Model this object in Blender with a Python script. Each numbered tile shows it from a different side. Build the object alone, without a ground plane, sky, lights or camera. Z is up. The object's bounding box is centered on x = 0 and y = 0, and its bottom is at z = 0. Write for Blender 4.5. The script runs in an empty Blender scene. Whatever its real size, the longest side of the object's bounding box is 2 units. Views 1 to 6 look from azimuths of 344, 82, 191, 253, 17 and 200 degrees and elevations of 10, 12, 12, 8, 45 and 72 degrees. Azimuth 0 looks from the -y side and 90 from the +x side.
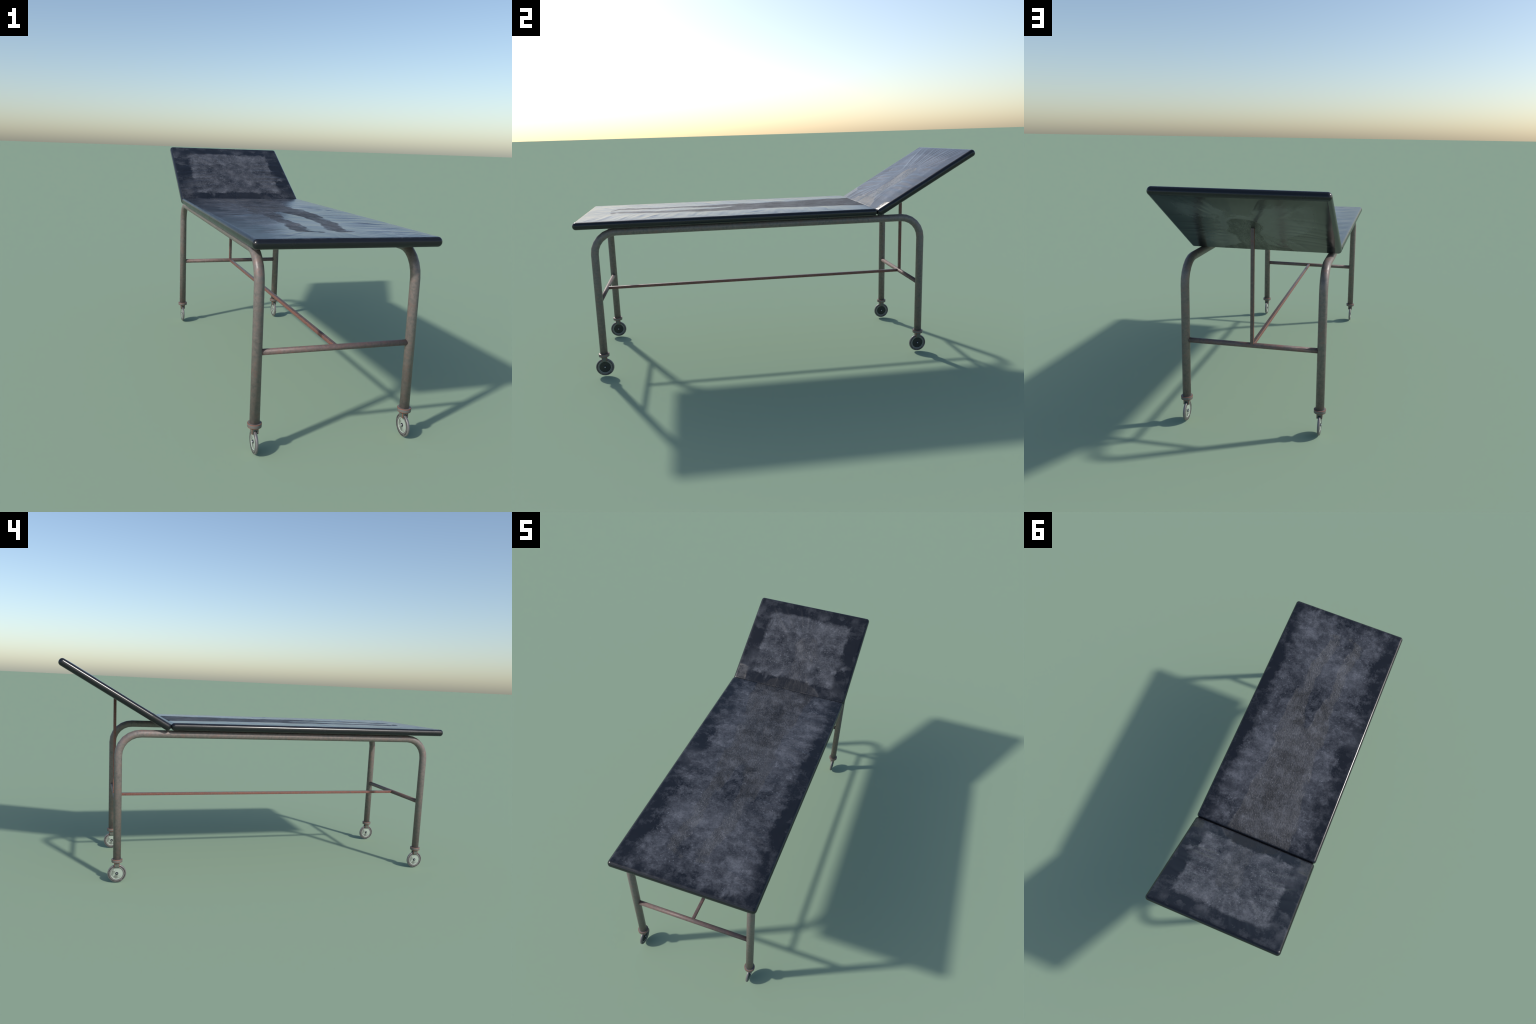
import bpy, bmesh, math, random
import numpy as np
from mathutils import Vector, Matrix

# ------------------------------------------------------------------ sizes (m)
PAD_HALF_W = 0.3480          # both pads share width and thickness
PAD_HALF_T = 0.0182
PAD_ROUND = 0.0168
SEAT_Y0, SEAT_Y1, SEAT_Z = -1.0, 0.4905, 0.7712
BACK_HALF_L = 0.2918
BACK_TILT = math.radians(30.3)
BACK_CENTRE = Vector((0, 0.7448, 0.9090))
TUBE_R = 0.0186
TUBE_X = 0.2985
RAIL_Z = 0.7316
LEG_FRONT_Y, LEG_BACK_Y = -0.9130, 0.7335
BEND_R = 0.107
CROSS_Z, CROSS_R = 0.3790, 0.0114
BAR_W = 0.0144
WHEEL_R = 0.0450
COLLAR_R, COLLAR_Z0, COLLAR_Z1 = 0.0262, 0.1032, 0.1180

# ------------------------------------------------------- body shaped wear mark
# capsules (x0, y0, r0, x1, y1, r1) in pad coordinates
SEAT_MARK = [
    (-0.015, 0.80, 0.185, -0.012, 0.16, 0.120),    # trunk
    (0.070, 0.10, 0.075, 0.082, -0.22, 0.034),     # thigh
    (0.082, -0.24, 0.036, 0.030, -0.54, 0.034),    # shin
    (0.020, -0.580, 0.018, 0.066, -0.592, 0.008),  # foot
    (-0.080, 0.10, 0.062, -0.092, -0.22, 0.024),
    (-0.092, -0.24, 0.026, -0.104, -0.53, 0.034),
    (-0.125, -0.575, 0.018, -0.058, -0.598, 0.008),
]
BACK_MARK = [
    (0.030, 0.012, 0.070, 0.040, -0.050, 0.072),   # head
    (0.030, -0.10, 0.056, 0.030, -0.20, 0.060),    # neck
    (0.030, -0.22, 0.062, 0.030, -0.33, 0.110),    # neck root
    (0.010, -0.265, 0.078, -0.150, -0.345, 0.062),  # shoulders
    (0.050, -0.265, 0.078, 0.195, -0.345, 0.062),
]


def wobble(x, y):
    wx = 0.006 * np.sin(23 * y + 0.7) + 0.003 * np.sin(61 * y + 2.1)
    wy = 0.006 * np.sin(27 * x + 1.9) + 0.003 * np.sin(67 * x + 0.3)
    return x + wx, y + wy


def mark_distance(x, y, capsules):
    x, y = wobble(x, y)
    best = np.full_like(x, 9.0)
    for x0, y0, r0, x1, y1, r1 in capsules:
        bx, by = x1 - x0, y1 - y0
        h = np.clip(((x - x0) * bx + (y - y0) * by) / (bx * bx + by * by), 0, 1)
        d = np.hypot(x - x0 - h * bx, y - y0 - h * by) - (r0 + h * (r1 - r0))
        best = np.minimum(best, d)
    return best


# ---------------------------------------------------------------- node helper
class Graph:
    def __init__(self, name):
        self.mat = bpy.data.materials.new(name)
        self.mat.use_nodes = True
        self.nt = self.mat.node_tree
        self.nt.nodes.clear()
        self.out = self.nt.nodes.new("ShaderNodeOutputMaterial")
        self.bsdf = self.nt.nodes.new("ShaderNodeBsdfPrincipled")
        self.nt.links.new(self.bsdf.outputs[0], self.out.inputs[0])
        self.pos = self.nt.nodes.new("ShaderNodeTexCoord").outputs["Object"]

    def put(self, sock, v):
        if isinstance(v, bpy.types.NodeSocket):
            self.nt.links.new(v, sock)
        elif isinstance(v, (tuple, list)) and len(v) == 3 and sock.type == "RGBA":
            sock.default_value = (*v, 1)
        else:
            sock.default_value = v

    def m(self, op, a, b=0.0, c=0.0, clamp=False):
        n = self.nt.nodes.new("ShaderNodeMath")
        n.operation, n.use_clamp = op, clamp
        for i, v in enumerate((a, b, c)):
            self.put(n.inputs[i], v)
        return n.outputs[0]

    def vm(self, op, a, b=None, scale=None):
        n = self.nt.nodes.new("ShaderNodeVectorMath")
        n.operation = op
        self.put(n.inputs[0], a)
        if b is not None:
            self.put(n.inputs[1], b)
        if scale is not None:
            self.put(n.inputs["Scale"], scale)
        return n.outputs["Value"] if op in ("DOT_PRODUCT", "LENGTH", "DISTANCE") else n.outputs[0]

    def xyz(self, v):
        n = self.nt.nodes.new("ShaderNodeSeparateXYZ")
        self.put(n.inputs[0], v)
        return n.outputs[0], n.outputs[1], n.outputs[2]

    def join(self, x, y, z=0.0):
        n = self.nt.nodes.new("ShaderNodeCombineXYZ")
        for i, v in enumerate((x, y, z)):
            self.put(n.inputs[i], v)
        return n.outputs[0]

    def noise(self, vec, scale, detail=4, rough=0.55, distort=0.0, offset=None, stretch=None):
        if stretch:
            vec = self.vm("MULTIPLY", vec, stretch)
        if offset:
            vec = self.vm("ADD", vec, offset)
        n = self.nt.nodes.new("ShaderNodeTexNoise")
        self.put(n.inputs["Vector"], vec)
        for k, v in (("Scale", scale), ("Detail", detail), ("Roughness", rough), ("Distortion", distort)):
            n.inputs[k].default_value = v
        return n.outputs["Fac"]

    def voronoi(self, vec, scale, feature="F1"):
        n = self.nt.nodes.new("ShaderNodeTexVoronoi")
        n.feature = feature
        self.put(n.inputs["Vector"], vec)
        n.inputs["Scale"].default_value = scale
        return n.outputs["Distance"]

    def step(self, v, lo, hi, a=0.0, b=1.0):
        n = self.nt.nodes.new("ShaderNodeMapRange")
        n.interpolation_type = "SMOOTHSTEP"
        for i, q in enumerate((v, lo, hi, a, b)):
            self.put(n.inputs[i], q)
        return n.outputs[0]

    def mix(self, f, a, b):
        n = self.nt.nodes.new("ShaderNodeMix")
        n.data_type = "RGBA"
        self.put(n.inputs[0], f)
        self.put(n.inputs[6], a)
        self.put(n.inputs[7], b)
        return n.outputs[2]

    def lerp(self, f, a, b):
        n = self.nt.nodes.new("ShaderNodeMix")
        self.put(n.inputs[0], f)
        self.put(n.inputs[2], a)
        self.put(n.inputs[3], b)
        return n.outputs[0]

    def bump(self, height, dist, strength=1.0, normal=None):
        n = self.nt.nodes.new("ShaderNodeBump")
        self.put(n.inputs["Height"], height)
        n.inputs["Distance"].default_value = dist
        self.put(n.inputs["Strength"], strength)
        if normal is not None:
            self.put(n.inputs["Normal"], normal)
        return n.outputs[0]

    def edge(self, radius):
        """0 on flats, rising on sharp edges."""
        b = self.nt.nodes.new("ShaderNodeBevel")
        b.samples = 8
        b.inputs["Radius"].default_value = radius
        g = self.nt.nodes.new("ShaderNodeNewGeometry")
        return self.m("SUBTRACT", 1.0, self.vm("DOT_PRODUCT", b.outputs[0], g.outputs["Normal"]))

    def shade(self, **kw):
        for k, v in kw.items():
            self.put(self.bsdf.inputs[k.replace("_", " ")], v)
        return self.mat


# --------------------------------------------------------------- pad material
def pad_material(name, rect, capsules, bright, dark, seed, ragged_border, soft_border, gloss, mark_gloss, glare_corners=()):
    """rect: scuffed area (x0, x1, y0, y1); bright/dark: rubbed and clean spots
    (x, y, radius_x, radius_y, weight); lifted: (x0, x1, y0, y1, tilt_x, tilt_y)
    corners where the shading normal is tipped to mirror the sun."""
    g = Graph(name)
    P = g.pos
    x, y, z = g.xyz(P)
    flat = g.join(x, y, 0.0)
    off = (seed, seed * 0.7, 0.0)

    # ---- body mark
    def sway(v, u, f1, p1, a1, f2, p2, a2):
        w1 = g.m("MULTIPLY", g.m("SINE", g.m("MULTIPLY_ADD", u, f1, p1)), a1)
        w2 = g.m("MULTIPLY", g.m("SINE", g.m("MULTIPLY_ADD", u, f2, p2)), a2)
        return g.m("ADD", v, g.m("ADD", w1, w2))
    wx = sway(x, y, 23, 0.7, 0.006, 61, 2.1, 0.003)
    wy = sway(y, x, 27, 1.9, 0.006, 67, 0.3, 0.003)
    W = g.join(wx, wy)
    dist = None
    for x0, y0, r0, x1, y1, r1 in capsules:
        pa = g.vm("SUBTRACT", W, (x0, y0, 0))
        ba = Vector((x1 - x0, y1 - y0, 0))
        h = g.m("MULTIPLY", g.vm("DOT_PRODUCT", pa, tuple(ba)), 1 / ba.length_squared, clamp=True)
        near = g.vm("SUBTRACT", pa, g.vm("SCALE", tuple(ba), scale=h))
        d = g.m("SUBTRACT", g.vm("LENGTH", near), g.m("MULTIPLY_ADD", h, r1 - r0, r0))
        dist = d if dist is None else g.m("MINIMUM", dist, d)
    ragged = g.noise(flat, 45, 6, 0.7, offset=off)
    dist = g.m("ADD", dist, g.m("MULTIPLY_ADD", ragged, 0.020, -0.010))
    mark = g.step(dist, 0.007, -0.005)
    torn = g.noise(flat, 16, 6, 0.7, offset=(seed + 2, 1, 0), stretch=(1.0, 0.4, 1.0))
    near = g.step(dist, -0.045, 0.0)
    mark = g.m("MULTIPLY", mark, g.m("SUBTRACT", 1.0, g.m("MULTIPLY", near, g.m("MULTIPLY", g.step(z, -0.002, 0.002), g.step(torn, 0.50, 0.60, 0.0, 0.75)))))
    on_face = g.step(g.m("ABSOLUTE", z), PAD_HALF_T - 0.004, PAD_HALF_T - 0.0015)
    mark = g.m("MULTIPLY", mark, on_face)
    top = g.step(z, -0.002, 0.002)

    # ---- clouds of wear at several sizes
    cloud = g.noise(flat, 6.5, 10, 0.62, 0.3, offset=off)
    cloud2 = g.noise(flat, 19, 9, 0.68, 0.2, offset=off)
    grit = g.noise(flat, 95, 9, 0.86, offset=off)
    grain = g.noise(flat, 330, 4, 0.7, offset=off)

    # ---- scuffed rectangle with a ragged, smudged border
    rag = g.m("ADD", g.m("MULTIPLY_ADD", cloud, ragged_border * 1.6, -0.8 * ragged_border),
              g.m("MULTIPLY_ADD", cloud2, ragged_border * 1.4, -0.7 * ragged_border))
    rx0, rx1, ry0, ry1 = rect
    ex = g.m("MINIMUM", g.m("SUBTRACT", x, rx0), g.m("SUBTRACT", rx1, x))
    ey = g.m("MINIMUM", g.m("SUBTRACT", y, ry0), g.m("SUBTRACT", ry1, y))
    e = g.m("ADD", g.m("MINIMUM", ex, ey), rag)
    inside = g.step(e, -soft_border, soft_border * 1.6)

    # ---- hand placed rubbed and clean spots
    soft = g.vm("ADD", flat, g.vm("SCALE", g.join(g.m("SUBTRACT", cloud, 0.5), g.m("SUBTRACT", cloud2, 0.5)), scale=0.14))

    def spots(items):
        total = 0.0
        for sx, sy, ra, rb, w in items:
            q = g.vm("LENGTH", g.vm("MULTIPLY", g.vm("SUBTRACT", soft, (sx, sy, 0)), (1 / ra, 1 / rb, 0)))
            total = g.m("ADD", total, g.m("MULTIPLY", g.step(q, 1.35, 0.0), w))
        return total
    hi, lo = spots(bright), spots(dark)

    # ---- specks, hairline scratches
    speck = g.step(g.voronoi(g.vm("ADD", flat, g.vm("SCALE", g.join(grit, cloud2), scale=0.008)), 62), 0.24, 0.10)
    speck = g.m("MULTIPLY", speck, g.step(g.noise(flat, 13, 4, 0.6, offset=(1, seed, 6)), 0.44, 0.58))
    warp = g.vm("ADD", flat, g.vm("SCALE", g.join(cloud, cloud2), scale=0.15))
    hair = 0.0
    for k, (sc, st) in enumerate(((9, (1.0, 0.45, 1)), (12, (0.5, 1.0, 1)))):
        hn = g.noise(warp, sc, 1, 0.5, 0.2, offset=(seed + 5 * k, 2 * k, 0), stretch=st)
        hn = g.step(g.m("ABSOLUTE", g.m("SUBTRACT", hn, 0.5)), 0.009, 0.001)
        hair = g.m("ADD", hair, g.m("MULTIPLY", hn, g.step(g.noise(flat, 11, 2, offset=(k, seed, 3)), 0.52, 0.68)))

    amount = g.m("MULTIPLY_ADD", g.step(cloud, 0.28, 0.72), 0.46, 0.34)
    amount = g.m("ADD", amount, g.m("MULTIPLY_ADD", cloud2, 1.5, -0.75))
    amount = g.m("ADD", amount, g.m("MULTIPLY_ADD", grit, 2.4, -1.2))
    amount = g.m("ADD", amount, g.m("MULTIPLY_ADD", grain, 0.6, -0.3))
    amount = g.m("MULTIPLY", amount, inside)
    blot = g.m("ADD", g.m("MULTIPLY", cloud2, 0.75), g.m("MULTIPLY", grit, 0.25))
    amount = g.m("ADD", amount, g.m("MULTIPLY", g.step(blot, 0.45, 0.66), 0.46))
    textured = g.m("MULTIPLY_ADD", g.m("ADD", grit, g.m("MULTIPLY", cloud2, 0.7)), 1.5, -0.28)
    amount = g.m("ADD", amount, g.m("MULTIPLY", hi, textured))
    amount = g.m("SUBTRACT", amount, g.m("MULTIPLY", lo, 0.8))
    amount = g.m("MAXIMUM", amount, 0.0)
    lines = g.m("MULTIPLY", g.m("ADD", g.m("MULTIPLY", speck, 1.1), g.m("MULTIPLY", hair, 0.75)), inside)
    amount = g.m("ADD", amount, lines)
    # the underside takes a paler, blotchy tone all over instead
    warped = g.vm("ADD", flat, g.vm("SCALE", g.join(cloud, cloud2), scale=0.22))
    blob = g.nt.nodes.new("ShaderNodeTexVoronoi")
    blob.feature = "SMOOTH_F1"
    blob.inputs["Scale"].default_value = 6.5
    blob.inputs["Smoothness"].default_value = 0.25
    g.put(blob.inputs["Vector"], g.vm("ADD", warped, (seed, 1.0, 0.0)))
    tone = g.xyz(blob.outputs["Color"])[0]
    under = g.m("MULTIPLY_ADD", tone, 0.75, 0.48)
    under = g.m("ADD", under, g.m("MULTIPLY_ADD", cloud, 0.8, -0.4))
    under = g.m("ADD", under, g.m("MULTIPLY_ADD", grit, 0.6, -0.3))
    rim = g.step(g.m("MINIMUM", ex, ey), -0.05, 0.03, 0.35, 1.0)
    under = g.m("MAXIMUM", g.m("MULTIPLY", under, rim), 0.0)
    amount = g.lerp(top, under, amount)
    amount = g.m("MULTIPLY", amount, on_face)

    leather = (0.0092, 0.0102, 0.0132)
    scuff = (0.166, 0.171, 0.190)
    col = g.mix(g.m("MULTIPLY", amount, 0.44, clamp=True), leather, scuff)
    worn = g.mix(g.step(grit, 0.40, 0.66), (0.020, 0.019, 0.020), (0.074, 0.066, 0.066))
    worn = g.mix(top, (0.021, 0.022, 0.021), worn)
    col = g.mix(g.m("MULTIPLY", mark, g.lerp(top, 0.78, 0.08)), col, worn)

    # ---- gloss
    rough = g.m("MULTIPLY_ADD", cloud2, 0.12, gloss)
    rough = g.m("ADD", rough, g.m("MULTIPLY_ADD", grit, 0.06, -0.03))
    streak = g.noise(flat, 26, 4, 0.6, offset=off, stretch=(1.0, 0.3, 1.0))
    worn_rough = g.lerp(g.step(y, mark_gloss[2], mark_gloss[3]), mark_gloss[0], mark_gloss[1])
    worn_rough = g.m("ADD", worn_rough, g.m("MULTIPLY_ADD", streak, 0.9, -0.45))
    rough = g.lerp(mark, rough, worn_rough)
    # normals and roughness altered to draw sun glare at lifted
    glare_tilts = []
    for x0, x1, y0, y1, tx, ty in glare_corners:
        inx = g.m("MULTIPLY", g.step(wx, x0 - 0.006, x0 + 0.006), g.step(wx, x1 + 0.006, x1 - 0.006))
        iny = g.m("MULTIPLY", g.step(wy, y0 - 0.004, y0 + 0.004), g.step(wy, y1 + 0.006, y1 - 0.006))
        w = g.m("MULTIPLY", g.m("MULTIPLY", inx, iny), g.m("MULTIPLY", top, g.step(cloud2, 0.20, 0.55)))
        glare_tilts.append((w, tx, ty))
        rough = g.m("ADD", rough, g.m("MULTIPLY", w, 0.12))
    rough = g.lerp(on_face, g.m("MULTIPLY_ADD", cloud2, 0.20, 0.15), rough)
    rough = g.m("MINIMUM", g.m("MAXIMUM", rough, 0.08), 0.8)

    # ---- fine grain
    crumple = g.noise(flat, 130, 5, 0.65, 0.6, offset=off, stretch=(1.0, 0.6, 1.0))
    relief = g.lerp(g.step(y, mark_gloss[2], mark_gloss[3]), mark_gloss[5], mark_gloss[4])
    normal = g.bump(crumple, 0.0060, g.m("MULTIPLY", mark, relief))
    for w, tx, ty in glare_tilts:
        tr = g.nt.nodes.new("ShaderNodeVectorTransform")
        tr.vector_type, tr.convert_from, tr.convert_to = "VECTOR", "OBJECT", "WORLD"
        tr.inputs[0].default_value = (tx, ty, 0)
        normal = g.vm("NORMALIZE", g.vm("ADD", normal, g.vm("SCALE", tr.outputs[0], scale=w)))
    return g.shade(Base_Color=col, Roughness=rough, Normal=normal, IOR=1.5)


# --------------------------------------------------------------- pad geometry
def fold_field(x, y, folds):
    """Sum of creases; each one is (x0, y0, x1, y1, width, height, bow)."""
    z = np.zeros_like(x)
    for x0, y0, x1, y1, w, a, bow in folds:
        L = math.hypot(x1 - x0, y1 - y0)
        tx, ty = (x1 - x0) / L, (y1 - y0) / L
        t = ((x - x0) * tx + (y - y0) * ty) / L
        n = -(x - x0) * ty + (y - y0) * tx - bow * 4 * t * (1 - t)
        live = (t > 0) & (t < 1) & (np.abs(n) < 4 * w)
        tt, nn = t[live], n[live]
        taper = np.sin(math.pi * tt ** 0.75) ** 0.8
        # a crease: steep on one side, soft on the other
        prof = np.where(nn > 0, np.exp(-(nn / (0.65 * w)) ** 2), np.exp(-(nn / (1.5 * w)) ** 2))
        z[live] += a * taper * prof
    return z


def seat_folds(rng):
    f = []
    y = -0.66
    while y < 0.62:                                   # right flank
        fan = -0.05 * (1 if y < -0.2 else 0.3) * rng.uniform(0.3, 1.4)
        f.append((rng.uniform(0.11, 0.19), y - fan * 0.2, rng.uniform(0.28, 0.345), y + fan,
                  rng.uniform(0.006, 0.011), rng.uniform(0.2, 1) * 0.0012, rng.uniform(-0.006, 0.006)))
        y += rng.uniform(0.022, 0.046)
    y = -0.66
    while y < 0.62:                                   # left flank
        fan = -0.04 * rng.uniform(0.1, 1.0)
        f.append((rng.uniform(-0.2, -0.12), y, rng.uniform(-0.345, -0.26), y + fan,
                  rng.uniform(0.005, 0.010), rng.uniform(0.15, 1) * 0.0007, rng.uniform(-0.006, 0.006)))
        y += rng.uniform(0.020, 0.045)
    for i in range(14):                               # broad swags on the right
        yy = -0.60 + 0.085 * i + rng.uniform(-0.02, 0.02)
        f.append((0.12, yy, 0.33, yy - 0.05, rng.uniform(0.016, 0.024), rng.uniform(0.5, 1) * 0.0016, 0.012))
    for i in range(19):                               # fan below the feet
        s = (i - 9) / 9 + rng.uniform(-0.05, 0.05)
        f.append((s * 0.13, -0.585 - 0.02 * rng.random(), s * 0.34, -0.735,
                  rng.uniform(0.005, 0.010), rng.uniform(0.3, 1) * 0.0007, rng.uniform(-0.01, 0.01)))
    for i in range(9):                                # between and across the thighs
        yy = 0.0 - 0.055 * i + rng.uniform(-0.02, 0.02)
        f.append((-0.06, yy, 0.05, yy + rng.uniform(-0.05, 0.02), 0.008, 0.0004, 0.004))
    f += [(0.20, 0.20, 0.29, 0.06, 0.010, -0.0014, 0.01), (0.17, -0.33, 0.32, -0.42, 0.010, 0.0013, -0.01),
          (-0.16, -0.05, -0.30, -0.12, 0.010, 0.0011, 0.01)]
    return f


def back_folds(rng):
    f = []
    for i in range(17):                               # fan above the head
        s = (i - 8) / 8
        f.append((0.03 + s * 0.11, 0.10 - 0.05 * s * s, 0.02 + s * 0.30 + rng.uniform(-0.01, 0.01), 0.285,
                  rng.uniform(0.007, 0.012), rng.uniform(0.4, 1) * 0.0022, rng.uniform(-0.006, 0.006)))
    for yy in (0.075, 0.02, -0.02, -0.055, -0.095, -0.135, -0.185):   # flanks
        k = rng.uniform(0.5, 1)
        f.append((0.11, yy, 0.335, yy - 0.01 + rng.uniform(-0.02, 0.02), rng.uniform(0.009, 0.014),
                  0.0030 * k, rng.uniform(0.004, 0.018)))
        f.append((-0.10, yy + 0.02, -0.335, yy - 0.045 + rng.uniform(-0.02, 0.02), rng.uniform(0.008, 0.013),
                  -0.0026 * k, rng.uniform(-0.02, -0.004)))
    for i in range(13):                               # gathers at the shoulders
        xx = -0.17 + 0.029 * i + rng.uniform(-0.006, 0.006)
        f.append((xx, -0.286, xx * 0.65 + 0.012, -0.13 - 0.03 * rng.random(), rng.uniform(0.005, 0.008),
                  rng.uniform(0.4, 1) * 0.0018, rng.uniform(-0.01, 0.01)))
    f += [(-0.215, -0.283, -0.105, -0.12, 0.012, 0.0018, 0.018), (-0.27, -0.29, -0.27, -0.16, 0.012, 0.0014, 0.0),
          (-0.34, -0.19, -0.27, -0.185, 0.008, 0.0014, 0.003)]
    return f


def pad_mesh(name, half_l, capsules, folds, step=0.0042):
    half = (PAD_HALF_W, half_l, PAD_HALF_T)
    r, n = PAD_ROUND, 6

    def axis(h, s):
        corner = [r * math.tan(math.radians(45) * k / n) for k in range(n + 1)]
        core = h - r
        cnt = max(1, int(round(2 * core / s)))
        mid = [-core + 2 * core * k / cnt for k in range(1, cnt)]
        return [-core - c for c in reversed(corner)] + mid + [core + c for c in corner]
    ax = [axis(half[0], step), axis(half[1], step), axis(half[2], 1.0)]
    verts, faces, index = [], [], {}

    def vid(p):
        k = tuple(round(c, 6) for c in p)
        if k not in index:
            index[k] = len(verts)
            verts.append(p)
        return index[k]
    for a in range(3):
        b, c = (a + 1) % 3, (a + 2) % 3
        for sgn in (-1, 1):
            ids = []
            for u in ax[b]:
                row = []
                for v in ax[c]:
                    p = [0, 0, 0]
                    p[a], p[b], p[c] = sgn * half[a], u, v
                    row.append(vid(tuple(p)))
                ids.append(row)
            for i in range(len(ax[b]) - 1):
                for j in range(len(ax[c]) - 1):
                    q = [ids[i][j], ids[i + 1][j], ids[i + 1][j + 1], ids[i][j + 1]]
                    faces.append(q if sgn > 0 else q[::-1])
    V = np.array(verts)
    core = np.array(half) - r
    inner = np.clip(V, -core, core)
    d = V - inner
    ln = np.linalg.norm(d, axis=1)
    V = inner + d / ln[:, None] * r
    # creases, sag and the pressed-in body mark on both broad faces
    x, y = V[:, 0], V[:, 1]
    rim = np.minimum(half[0] - np.abs(x), half[1] - np.abs(y))
    fade = np.clip((rim - 0.004) / 0.03, 0, 1)
    fade = fade * fade * (3 - 2 * fade)
    broad = np.clip((np.abs(V[:, 2]) - (PAD_HALF_T - 0.004)) / 0.004, 0, 1)
    dist = mark_distance(x, y, capsules)
    press = np.clip((0.003 - dist) / 0.008, 0, 1)
    h = fold_field(x, y, folds) * np.clip(0.35 + dist / 0.03, 0.25, 1)
    h += 0.0005 * (np.sin(17 * x + 2 * np.sin(9 * y)) * np.sin(13 * y + 1.3) + 0.6 * np.sin(37 * y + 3 * np.sin(11 * x)))
    h -= 0.0007 * np.exp(-(rim - 0.010) / 0.016)
    h = h * fade - 0.0006 * press * broad * np.clip(rim / 0.02, 0, 1)
    V[:, 2] += np.where(V[:, 2] > 0, h, -0.35 * h) * broad
    me = bpy.data.meshes.new(name)
    me.from_pydata([tuple(v) for v in V], [], faces)
    me.polygons.foreach_set("use_smooth", [True] * len(me.polygons))
    me.update()
    return me


# -------------------------------------------------------------- metal surfaces
def steel_material(name, rust, stretch=(1, 1, 1), side_rust=0.0, tint=(1, 1, 1), dull=0.0):
    g = Graph(name)
    info = g.nt.nodes.new("ShaderNodeObjectInfo")
    P = g.vm("ADD", g.pos, g.vm("SCALE", (3.1, 5.7, 2.3), scale=info.outputs["Random"]))
    big = g.noise(P, 22, 6, 0.65, 0.3, stretch=stretch)
    mid = g.noise(P, 75, 6, 0.7, 0.3, offset=(4, 1, 7))
    fine = g.noise(P, 170, 4, 0.65, offset=(1, 9, 3))
    bands = g.noise(P, 30, 3, 0.6, stretch=(0.6, 0.6, 4.0), offset=(2, 2, 5))
    t = lambda c: tuple(a * b for a, b in zip(c, tint))
    col = g.mix(g.step(mid, 0.32, 0.68), t((0.146, 0.133, 0.126)), t((0.217, 0.180, 0.168)))
    col = g.mix(g.m("MULTIPLY", g.step(bands, 0.50, 0.75), 0.45), col, t((0.215, 0.140, 0.124)))
    dark = g.step(g.m("ADD", g.m("MULTIPLY", big, 0.6), g.m("MULTIPLY", mid, 0.4)), 0.46, 0.36)
    col = g.mix(g.m("MULTIPLY", dark, 0.28), col, t((0.090, 0.086, 0.088)))
    r = g.m("ADD", g.m("MULTIPLY", big, 0.45), g.m("ADD", g.m("MULTIPLY", mid, 0.35), g.m("MULTIPLY", fine, 0.2)))
    r = g.step(r, 0.62 - 0.30 * rust, 0.76 - 0.24 * rust)
    if side_rust:
        gn = g.nt.nodes.new("ShaderNodeNewGeometry")
        nx = g.m("ABSOLUTE", g.xyz(gn.outputs["Normal"])[0])
        s = g.m("MULTIPLY", g.step(nx, 0.35, 0.75), g.step(mid, 0.28, 0.52))
        r = g.m("MAXIMUM", g.m("MULTIPLY", r, 0.85), g.m("MULTIPLY", s, side_rust))
    rusty = g.mix(g.step(fine, 0.35, 0.7), (0.195, 0.060, 0.038), (0.215, 0.102, 0.084))
    col = g.mix(g.m("MULTIPLY", r, 0.50 + 0.42 * min(1, side_rust)), col, rusty)
    rough = g.m("ADD", g.m("MULTIPLY_ADD", fine, 0.16, 0.34 + dull), g.m("MULTIPLY", r, 0.14))
    n = g.bump(g.m("ADD", fine, g.m("MULTIPLY", mid, 0.6)), 0.0006, 0.30)
    metal = g.m("MULTIPLY_ADD", r, -0.12, 0.12)
    return g.shade(Base_Color=col, Roughness=rough, Metallic=metal, Normal=n)


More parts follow.
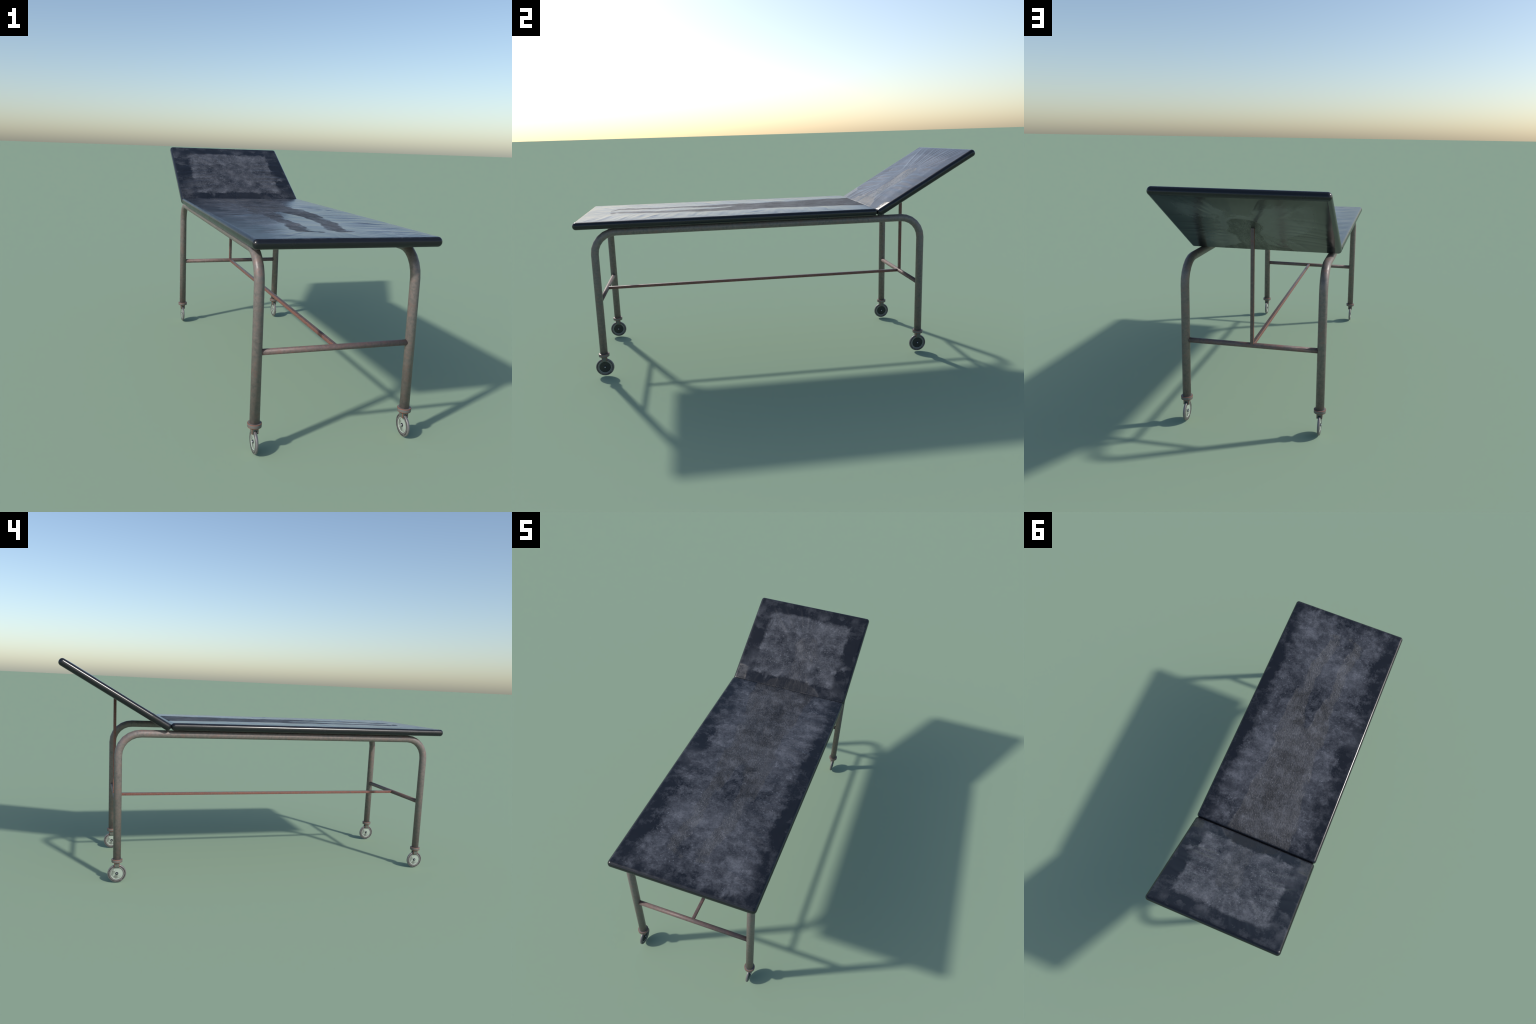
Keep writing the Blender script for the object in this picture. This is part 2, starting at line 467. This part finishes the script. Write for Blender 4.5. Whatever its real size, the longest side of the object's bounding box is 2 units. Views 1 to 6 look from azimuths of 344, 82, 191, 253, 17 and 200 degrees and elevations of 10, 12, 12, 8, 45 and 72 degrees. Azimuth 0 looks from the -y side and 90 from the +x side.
def edge_rust_material(name, kind):
    """Grey steel whose corners (fork) or rims (collar) have rusted."""
    g = Graph(name)
    x, y, z = g.xyz(g.pos)
    mid = g.noise(g.pos, 120, 4, 0.6)
    fine = g.noise(g.pos, 500, 3, 0.6)
    jit = g.m("MULTIPLY_ADD", mid, 0.0014, -0.0007)
    if kind == "fork":
        a = g.step(g.m("ADD", g.m("ABSOLUTE", x), jit), 0.0102, 0.0112)
        b = g.step(g.m("ADD", g.m("ABSOLUTE", y), jit), 0.0102, 0.0112)
        e = g.m("MULTIPLY", a, b)
        base = g.mix(mid, (0.090, 0.105, 0.092), (0.135, 0.142, 0.128))
    else:
        r = g.m("SQRT", g.m("ADD", g.m("MULTIPLY", x, x), g.m("MULTIPLY", y, y)))
        rim = g.step(g.m("ADD", r, jit), COLLAR_R - 0.0024, COLLAR_R - 0.0014)
        zz = g.m("ABSOLUTE", g.m("SUBTRACT", z, (COLLAR_Z0 + COLLAR_Z1) / 2))
        e = g.m("MULTIPLY", rim, g.step(g.m("ADD", zz, jit), (COLLAR_Z1 - COLLAR_Z0) / 2 - 0.0024,
                                       (COLLAR_Z1 - COLLAR_Z0) / 2 - 0.0016))
        base = g.mix(mid, (0.120, 0.118, 0.115), (0.185, 0.165, 0.155))
    col = g.mix(g.m("MULTIPLY", g.step(fine, 0.52, 0.75), 0.25), base, (0.20, 0.10, 0.08))
    col = g.mix(g.m("MULTIPLY", e, 0.90), col, (0.245, 0.072, 0.036))
    return g.shade(Base_Color=col, Roughness=g.m("MULTIPLY_ADD", e, 0.25, 0.42), Metallic=0.1,
                   Normal=g.bump(fine, 0.0004, 0.25))


def tyre_material():
    g = Graph("worn_tyre")
    x, y, z = g.xyz(g.pos)
    rad = g.m("SQRT", g.m("ADD", g.m("MULTIPLY", y, y), g.m("MULTIPLY", z, z)))
    mid = g.noise(g.pos, 70, 4, 0.6)
    ring = g.m("MULTIPLY", g.step(rad, 0.0348, 0.0368), g.step(rad, 0.0424, 0.0402))
    ring = g.m("MULTIPLY", ring, g.step(mid, 0.28, 0.50))
    col = g.mix(mid, (0.145, 0.138, 0.142), (0.250, 0.232, 0.232))
    col = g.mix(g.m("MULTIPLY", ring, 0.9), col, (0.040, 0.040, 0.040))
    col = g.mix(g.step(rad, 0.0318, 0.0306), col, (0.06, 0.06, 0.062))
    return g.shade(Base_Color=col, Roughness=g.m("MULTIPLY_ADD", mid, 0.2, 0.35), Metallic=0.3,
                   Normal=g.bump(g.noise(g.pos, 300, 3), 0.0004, 0.25))


def disc_material():
    """Pale enamel on the -x face, near-black on the +x face."""
    g = Graph("enamelled_disc")
    mid = g.noise(g.pos, 75, 5, 0.65, 0.5)
    x, y, z = g.xyz(g.pos)
    low = g.step(g.m("ADD", g.m("MULTIPLY", y, 0.8), g.m("MULTIPLY", z, -0.6)), -0.016, 0.022)
    rad = g.m("SQRT", g.m("ADD", g.m("MULTIPLY", y, y), g.m("MULTIPLY", z, z)))
    grime = g.step(g.m("ADD", mid, g.m("MULTIPLY", low, 0.17)), 0.50, 0.74)
    grime = g.m("MULTIPLY", grime, g.m("MULTIPLY", g.step(rad, 0.0285, 0.0255), g.step(rad, 0.008, 0.011)))
    dark_top = g.m("MULTIPLY", g.step(z, 0.020, 0.028), 0.5)
    pale = g.mix(g.m("MULTIPLY", g.m("MAXIMUM", grime, dark_top), 0.75), (0.330, 0.385, 0.335), (0.060, 0.066, 0.056))
    dark_face = g.mix(mid, (0.010, 0.013, 0.012), (0.022, 0.026, 0.025))
    inner = g.m("MULTIPLY", g.step(x, 0.0, 0.001), g.step(rad, 0.0289, 0.0281))
    return g.shade(Base_Color=g.mix(inner, pale, dark_face), Roughness=g.m("MULTIPLY_ADD", grime, 0.2, 0.42), Metallic=0.0)


def plain_metal(name, col, rough):
    g = Graph(name)
    f = g.noise(g.pos, 200, 3)
    c = g.mix(f, tuple(0.8 * v for v in col), tuple(min(1, 1.2 * v) for v in col))
    return g.shade(Base_Color=c, Roughness=rough, Metallic=0.9)


# ------------------------------------------------------------- mesh generators
def sweep(name, path, radius, around=24, caps=True):
    """Tube along a planar or straight polyline with mitred joints."""
    pts = [Vector(p) for p in path]
    bm = bmesh.new()
    rings = []
    d0 = (pts[1] - pts[0]).normalized()
    side = d0.orthogonal().normalized()
    if abs(d0.x) < 0.9:
        side = Vector((1, 0, 0))
    for i, p in enumerate(pts):
        a = (p - pts[i - 1]).normalized() if i else d0
        b = (pts[i + 1] - p).normalized() if i < len(pts) - 1 else a
        t = (a + b).normalized()
        up = t.cross(side).normalized()
        stretch = 1 / max(0.3, t.dot(a))
        rings.append([bm.verts.new(p + side * math.cos(q) * radius + up * math.sin(q) * radius * stretch)
                      for q in [math.tau * k / around for k in range(around)]])
    for r0, r1 in zip(rings, rings[1:]):
        for k in range(around):
            bm.faces.new((r0[k], r0[(k + 1) % around], r1[(k + 1) % around], r1[k])).smooth = True
    if caps:
        bm.faces.new(rings[0][::-1])
        bm.faces.new(rings[-1])
    bmesh.ops.recalc_face_normals(bm, faces=bm.faces)
    me = bpy.data.meshes.new(name)
    bm.to_mesh(me)
    bm.free()
    return me


def lathe(name, profile, around=48, flat_angle=35):
    """Revolve (radius, x) pairs about the x axis."""
    bm = bmesh.new()
    rings = []
    for r, x in profile:
        if r < 1e-6:
            rings.append([bm.verts.new((x, 0, 0))])
        else:
            rings.append([bm.verts.new((x, r * math.cos(math.tau * k / around), r * math.sin(math.tau * k / around)))
                          for k in range(around)])
    for a, b in zip(rings, rings[1:]):
        for k in range(around):
            q = [a[k % len(a)], a[(k + 1) % len(a)], b[(k + 1) % len(b)], b[k % len(b)]]
            u = list(dict.fromkeys(q))
            if len(u) > 2:
                bm.faces.new(u)
    bmesh.ops.recalc_face_normals(bm, faces=bm.faces)
    return finish(bm, name, flat_angle)


def finish(bm, name, flat_angle):
    for f in bm.faces:
        f.smooth = True
    lim = math.radians(flat_angle)
    for e in bm.edges:
        if len(e.link_faces) == 2 and e.calc_face_angle(0) > lim:
            e.smooth = False
    me = bpy.data.meshes.new(name)
    bm.to_mesh(me)
    bm.free()
    return me


def box(name, size, bevel, segments=2):
    bm = bmesh.new()
    bmesh.ops.create_cube(bm, size=1)
    bmesh.ops.scale(bm, vec=size, verts=bm.verts)
    bmesh.ops.bevel(bm, geom=bm.edges[:], offset=bevel, segments=segments, affect="EDGES", profile=0.5)
    return finish(bm, name, 50)


def fork_mesh():
    """Inverted U: two cheeks and a bridge, seen along y, extruded in y."""
    w, slot, top, roof, bottom, d = 0.0124, 0.0060, 0.1062, 0.0922, 0.0782, 0.0124
    outline = [(-w, bottom), (-slot, bottom), (-slot, roof - 0.003), (-slot * 0.55, roof), (slot * 0.55, roof),
               (slot, roof - 0.003), (slot, bottom), (w, bottom), (w, top), (-w, top)]
    bm = bmesh.new()
    f = bm.faces.new([bm.verts.new((x, -d, z)) for x, z in outline])
    ext = bmesh.ops.extrude_face_region(bm, geom=[f])
    bmesh.ops.translate(bm, vec=(0, 2 * d, 0), verts=[v for v in ext["geom"] if isinstance(v, bmesh.types.BMVert)])
    bmesh.ops.recalc_face_normals(bm, faces=bm.faces)
    outer = [e for e in bm.edges if all(abs(abs(v.co.x) - w) < 1e-5 for v in e.verts)]
    bmesh.ops.bevel(bm, geom=outer, offset=0.0007, segments=2, affect="EDGES", profile=0.5)
    return finish(bm, "fork", 50)


def collar_mesh():
    r, z0, z1, b = COLLAR_R, COLLAR_Z0, COLLAR_Z1, 0.0010
    prof = [(0, z0), (r - b, z0), (r - 0.3 * b, z0 + 0.3 * b), (r, z0 + b), (r, z1 - b), (r - 0.3 * b, z1 - 0.3 * b),
            (r - b, z1), (0, z1)]
    me = lathe("collar", prof, around=20, flat_angle=40)
    me.transform(Matrix(((0, 1, 0, 0), (0, 0, 1, 0), (1, 0, 0, 0), (0, 0, 0, 1))))
    return me


def tyre_mesh():
    half = [(0.0295, 0.0022), (0.0299, 0.0042), (0.0308, 0.0050), (0.0322, 0.0050), (0.0336, 0.0044), (0.0360, 0.0048),
            (0.0390, 0.0054), (0.0415, 0.0052), (0.0434, 0.0043), (0.0446, 0.0026), (WHEEL_R, 0.0)]
    prof = half + [(r, -x) for r, x in half[-2::-1]]
    return lathe("tyre", prof + [prof[0]], around=64, flat_angle=60)


def disc_mesh():
    half = [(0.0, 0.0030), (0.010, 0.0030), (0.024, 0.0024), (0.0280, 0.0026), (0.0290, 0.0040), (0.0302, 0.0042)]
    prof = half + [(r, -x) for r, x in half[::-1]]
    return lathe("wheel_disc", prof, around=64, flat_angle=50)


def hub_mesh():
    half = [(0.0, 0.0056), (0.0062, 0.0056), (0.0072, 0.0048), (0.0074, 0.0)]
    return lathe("hub", half + [(r, -x) for r, x in half[-2::-1]], around=24)


def bolt_mesh():
    half = [(0.0, 0.0086), (0.0022, 0.0083), (0.0034, 0.0070), (0.0036, 0.0)]
    return lathe("axle_bolt", half + [(r, -x) for r, x in half[-2::-1]], around=6, flat_angle=30)


# --------------------------------------------------------------------- assembly
scene = bpy.context.scene


def add(name, mesh, parent, mat=None, loc=(0, 0, 0), rot=(0, 0, 0)):
    ob = bpy.data.objects.new(name, mesh)
    if mat is not None and len(mesh.materials) == 0:
        mesh.materials.append(mat)
    ob.location, ob.rotation_euler = loc, rot
    ob.parent = parent
    scene.collection.objects.link(ob)
    return ob


root = bpy.data.objects.new("examination_table", None)
root["label"] = "worn hospital examination table with raised backrest on casters"
root["category"] = "hospital bed"
scene.collection.objects.link(root)

tube_steel = steel_material("weathered_steel", 0.42)
cross_steel = steel_material("weathered_crossbar_steel", 0.50, tint=(0.86, 0.74, 0.74), dull=0.10)
bar_steel = steel_material("rusty_bar_steel", 0.40, side_rust=0.95, tint=(0.78, 0.66, 0.68))
fork_steel = edge_rust_material("rust_cornered_steel", "fork")
collar_steel = edge_rust_material("rust_rimmed_steel", "collar")

# pads
seat_len = (SEAT_Y1 - SEAT_Y0) / 2
seat_mat = pad_material(
    "scuffed_leather_seat", (-0.272, 0.280, -0.71, 0.72), SEAT_MARK,
    [(-0.20, 0.23, 0.07, 0.12, 0.45), (-0.16, 0.34, 0.06, 0.08, 0.25), (-0.285, -0.01, 0.06, 0.09, 0.45),
     (0.235, 0.42, 0.07, 0.12, 0.50), (0.165, 0.22, 0.06, 0.12, 0.45), (0.26, 0.30, 0.05, 0.08, 0.25),
     (-0.03, -0.37, 0.15, 0.13, 0.45), (-0.18, -0.40, 0.08, 0.13, 0.28), (0.20, -0.555, 0.08, 0.09, 0.55),
     (0.05, -0.51, 0.08, 0.09, 0.22), (0.225, -0.69, 0.05, 0.03, 0.40), (-0.20, -0.59, 0.06, 0.07, 0.28),
     (0.06, -0.68, 0.08, 0.05, 0.25)],
    [(0.0, -0.10, 0.16, 0.16, 0.35), (0.0, -0.19, 0.10, 0.06, 0.15), (0.0, 0.45, 0.13, 0.20, 0.25), (0.16, -0.16, 0.09, 0.08, 0.50), (-0.27, 0.15, 0.045, 0.10, 0.6),
     (-0.27, -0.48, 0.05, 0.15, 0.6), (0.30, 0.22, 0.04, 0.15, 0.5), (0.305, -0.14, 0.04, 0.10, 0.4),
     (0.02, -0.69, 0.10, 0.04, 0.3), (-0.24, -0.26, 0.07, 0.10, 0.45), (0.30, -0.30, 0.04, 0.10, 0.4),
     (-0.08, -0.60, 0.06, 0.09, 0.25)], 3.0, 0.075, 0.035, 0.17, (0.60, 0.60, 0, 1, 0.70, 0.70))
add("seat_pad", pad_mesh("seat_pad", seat_len, SEAT_MARK, seat_folds(random.Random(11))), root, seat_mat,
    (0, (SEAT_Y0 + SEAT_Y1) / 2, SEAT_Z))

back_mat = pad_material(
    "scuffed_leather_backrest", (-0.250, 0.256, -0.215, 0.203), BACK_MARK,
    [(-0.315, 0.19, 0.025, 0.05, 0.5), (-0.31, 0.09, 0.03, 0.03, 0.30), (-0.225, 0.165, 0.05, 0.04, 0.30),
     (-0.05, 0.096, 0.022, 0.03, 0.45), (0.288, -0.070, 0.026, 0.020, 0.95), (0.225, -0.190, 0.045, 0.035, 0.65),
     (0.268, 0.235, 0.03, 0.04, 0.25), (0.06, 0.235, 0.06, 0.03, 0.30), (0.13, 0.14, 0.12, 0.07, 0.28),
     (-0.15, 0.15, 0.09, 0.06, 0.18), (0.04, -0.04, 0.08, 0.05, 0.18), (-0.27, -0.12, 0.05, 0.05, 0.45),
     (-0.31, -0.21, 0.05, 0.08, 0.40), (-0.15, -0.225, 0.03, 0.04, 0.35), (0.28, -0.24, 0.05, 0.04, 0.3)],
    [(-0.14, 0.02, 0.08, 0.08, 0.25), (-0.29, 0.02, 0.05, 0.06, 0.5), (0.295, 0.06, 0.04, 0.10, 0.8),
     (-0.205, -0.235, 0.04, 0.04, 0.8), (-0.03, -0.25, 0.13, 0.05, 0.6), (0.15, -0.165, 0.05, 0.04, 0.5),
     (0.27, -0.125, 0.04, 0.025, 0.7), (0.19, 0.225, 0.06, 0.025, 0.6), (-0.10, 0.235, 0.13, 0.025, 0.5)], 8.0, 0.030, 0.011, 0.12, (0.33, 0.31, -0.26, -0.14, 0.34, 0.20),
    [(-0.36, -0.272, -0.30, -0.190, -0.09, -0.075), (0.29, 0.36, -0.30, -0.215, 0.15, -0.13)])
add("backrest_pad", pad_mesh("backrest_pad", BACK_HALF_L, BACK_MARK, back_folds(random.Random(5))), root, back_mat,
    BACK_CENTRE, (BACK_TILT, 0, 0))

# bent side tubes: leg, bend, rail, bend, leg
path = [(0, LEG_FRONT_Y, 0.112), (0, LEG_FRONT_Y, RAIL_Z - BEND_R)]
for k in range(1, 7):
    a = math.radians(90 * k / 6)
    path.append((0, LEG_FRONT_Y + BEND_R * (1 - math.cos(a)), RAIL_Z - BEND_R + BEND_R * math.sin(a)))
for k in range(0, 7):
    a = math.radians(90 * k / 6)
    path.append((0, LEG_BACK_Y - BEND_R + BEND_R * math.sin(a), RAIL_Z - BEND_R + BEND_R * math.cos(a)))
path.append((0, LEG_BACK_Y, 0.112))
tube = sweep("side_tube", path, TUBE_R)
for s in (-1, 1):
    add("side_tube", tube, root, tube_steel, (s * TUBE_X, 0, 0))

# cross tubes between the legs
cross = sweep("crossbar", [(-TUBE_X, 0, 0), (TUBE_X, 0, 0)], CROSS_R, around=20)
for y in (LEG_FRONT_Y, LEG_BACK_Y):
    add("crossbar", cross, root, cross_steel, (0, y, CROSS_Z))

# square bars: lengthwise stretcher and upright backrest prop
length = LEG_BACK_Y - LEG_FRONT_Y
add("stretcher_bar", box("stretcher_bar", (BAR_W, length, BAR_W), 0.0010), root, bar_steel,
    (0, (LEG_BACK_Y + LEG_FRONT_Y) / 2, CROSS_Z + 0.0005))
prop_y = 0.7365
under = (BACK_CENTRE.z + (prop_y - BACK_CENTRE.y) * math.tan(BACK_TILT)) - PAD_HALF_T / math.cos(BACK_TILT)
prop_top = under + 0.003
add("backrest_prop", box("backrest_prop", (BAR_W, BAR_W, prop_top - CROSS_Z), 0.0010), root, bar_steel,
    (0, prop_y, (prop_top + CROSS_Z) / 2))

# casters
meshes = [("collar", collar_mesh(), collar_steel, 0.0), ("tyre", tyre_mesh(), tyre_material(), WHEEL_R),
          ("wheel_disc", disc_mesh(), disc_material(), WHEEL_R),
          ("hub", hub_mesh(), plain_metal("dark_hub_metal", (0.05, 0.055, 0.07), 0.4), WHEEL_R),
          ("axle_bolt", bolt_mesh(), plain_metal("bright_bolt_metal", (0.6, 0.6, 0.62), 0.3), WHEEL_R)]
fork = fork_mesh()
for s in (-1, 1):
    for y in (LEG_FRONT_Y, LEG_BACK_Y):
        caster = add("caster", fork, root, fork_steel, (s * TUBE_X, y, 0))
        for n, me, mat, z in meshes:
            add(n, me, caster, mat, (0, 0, z))
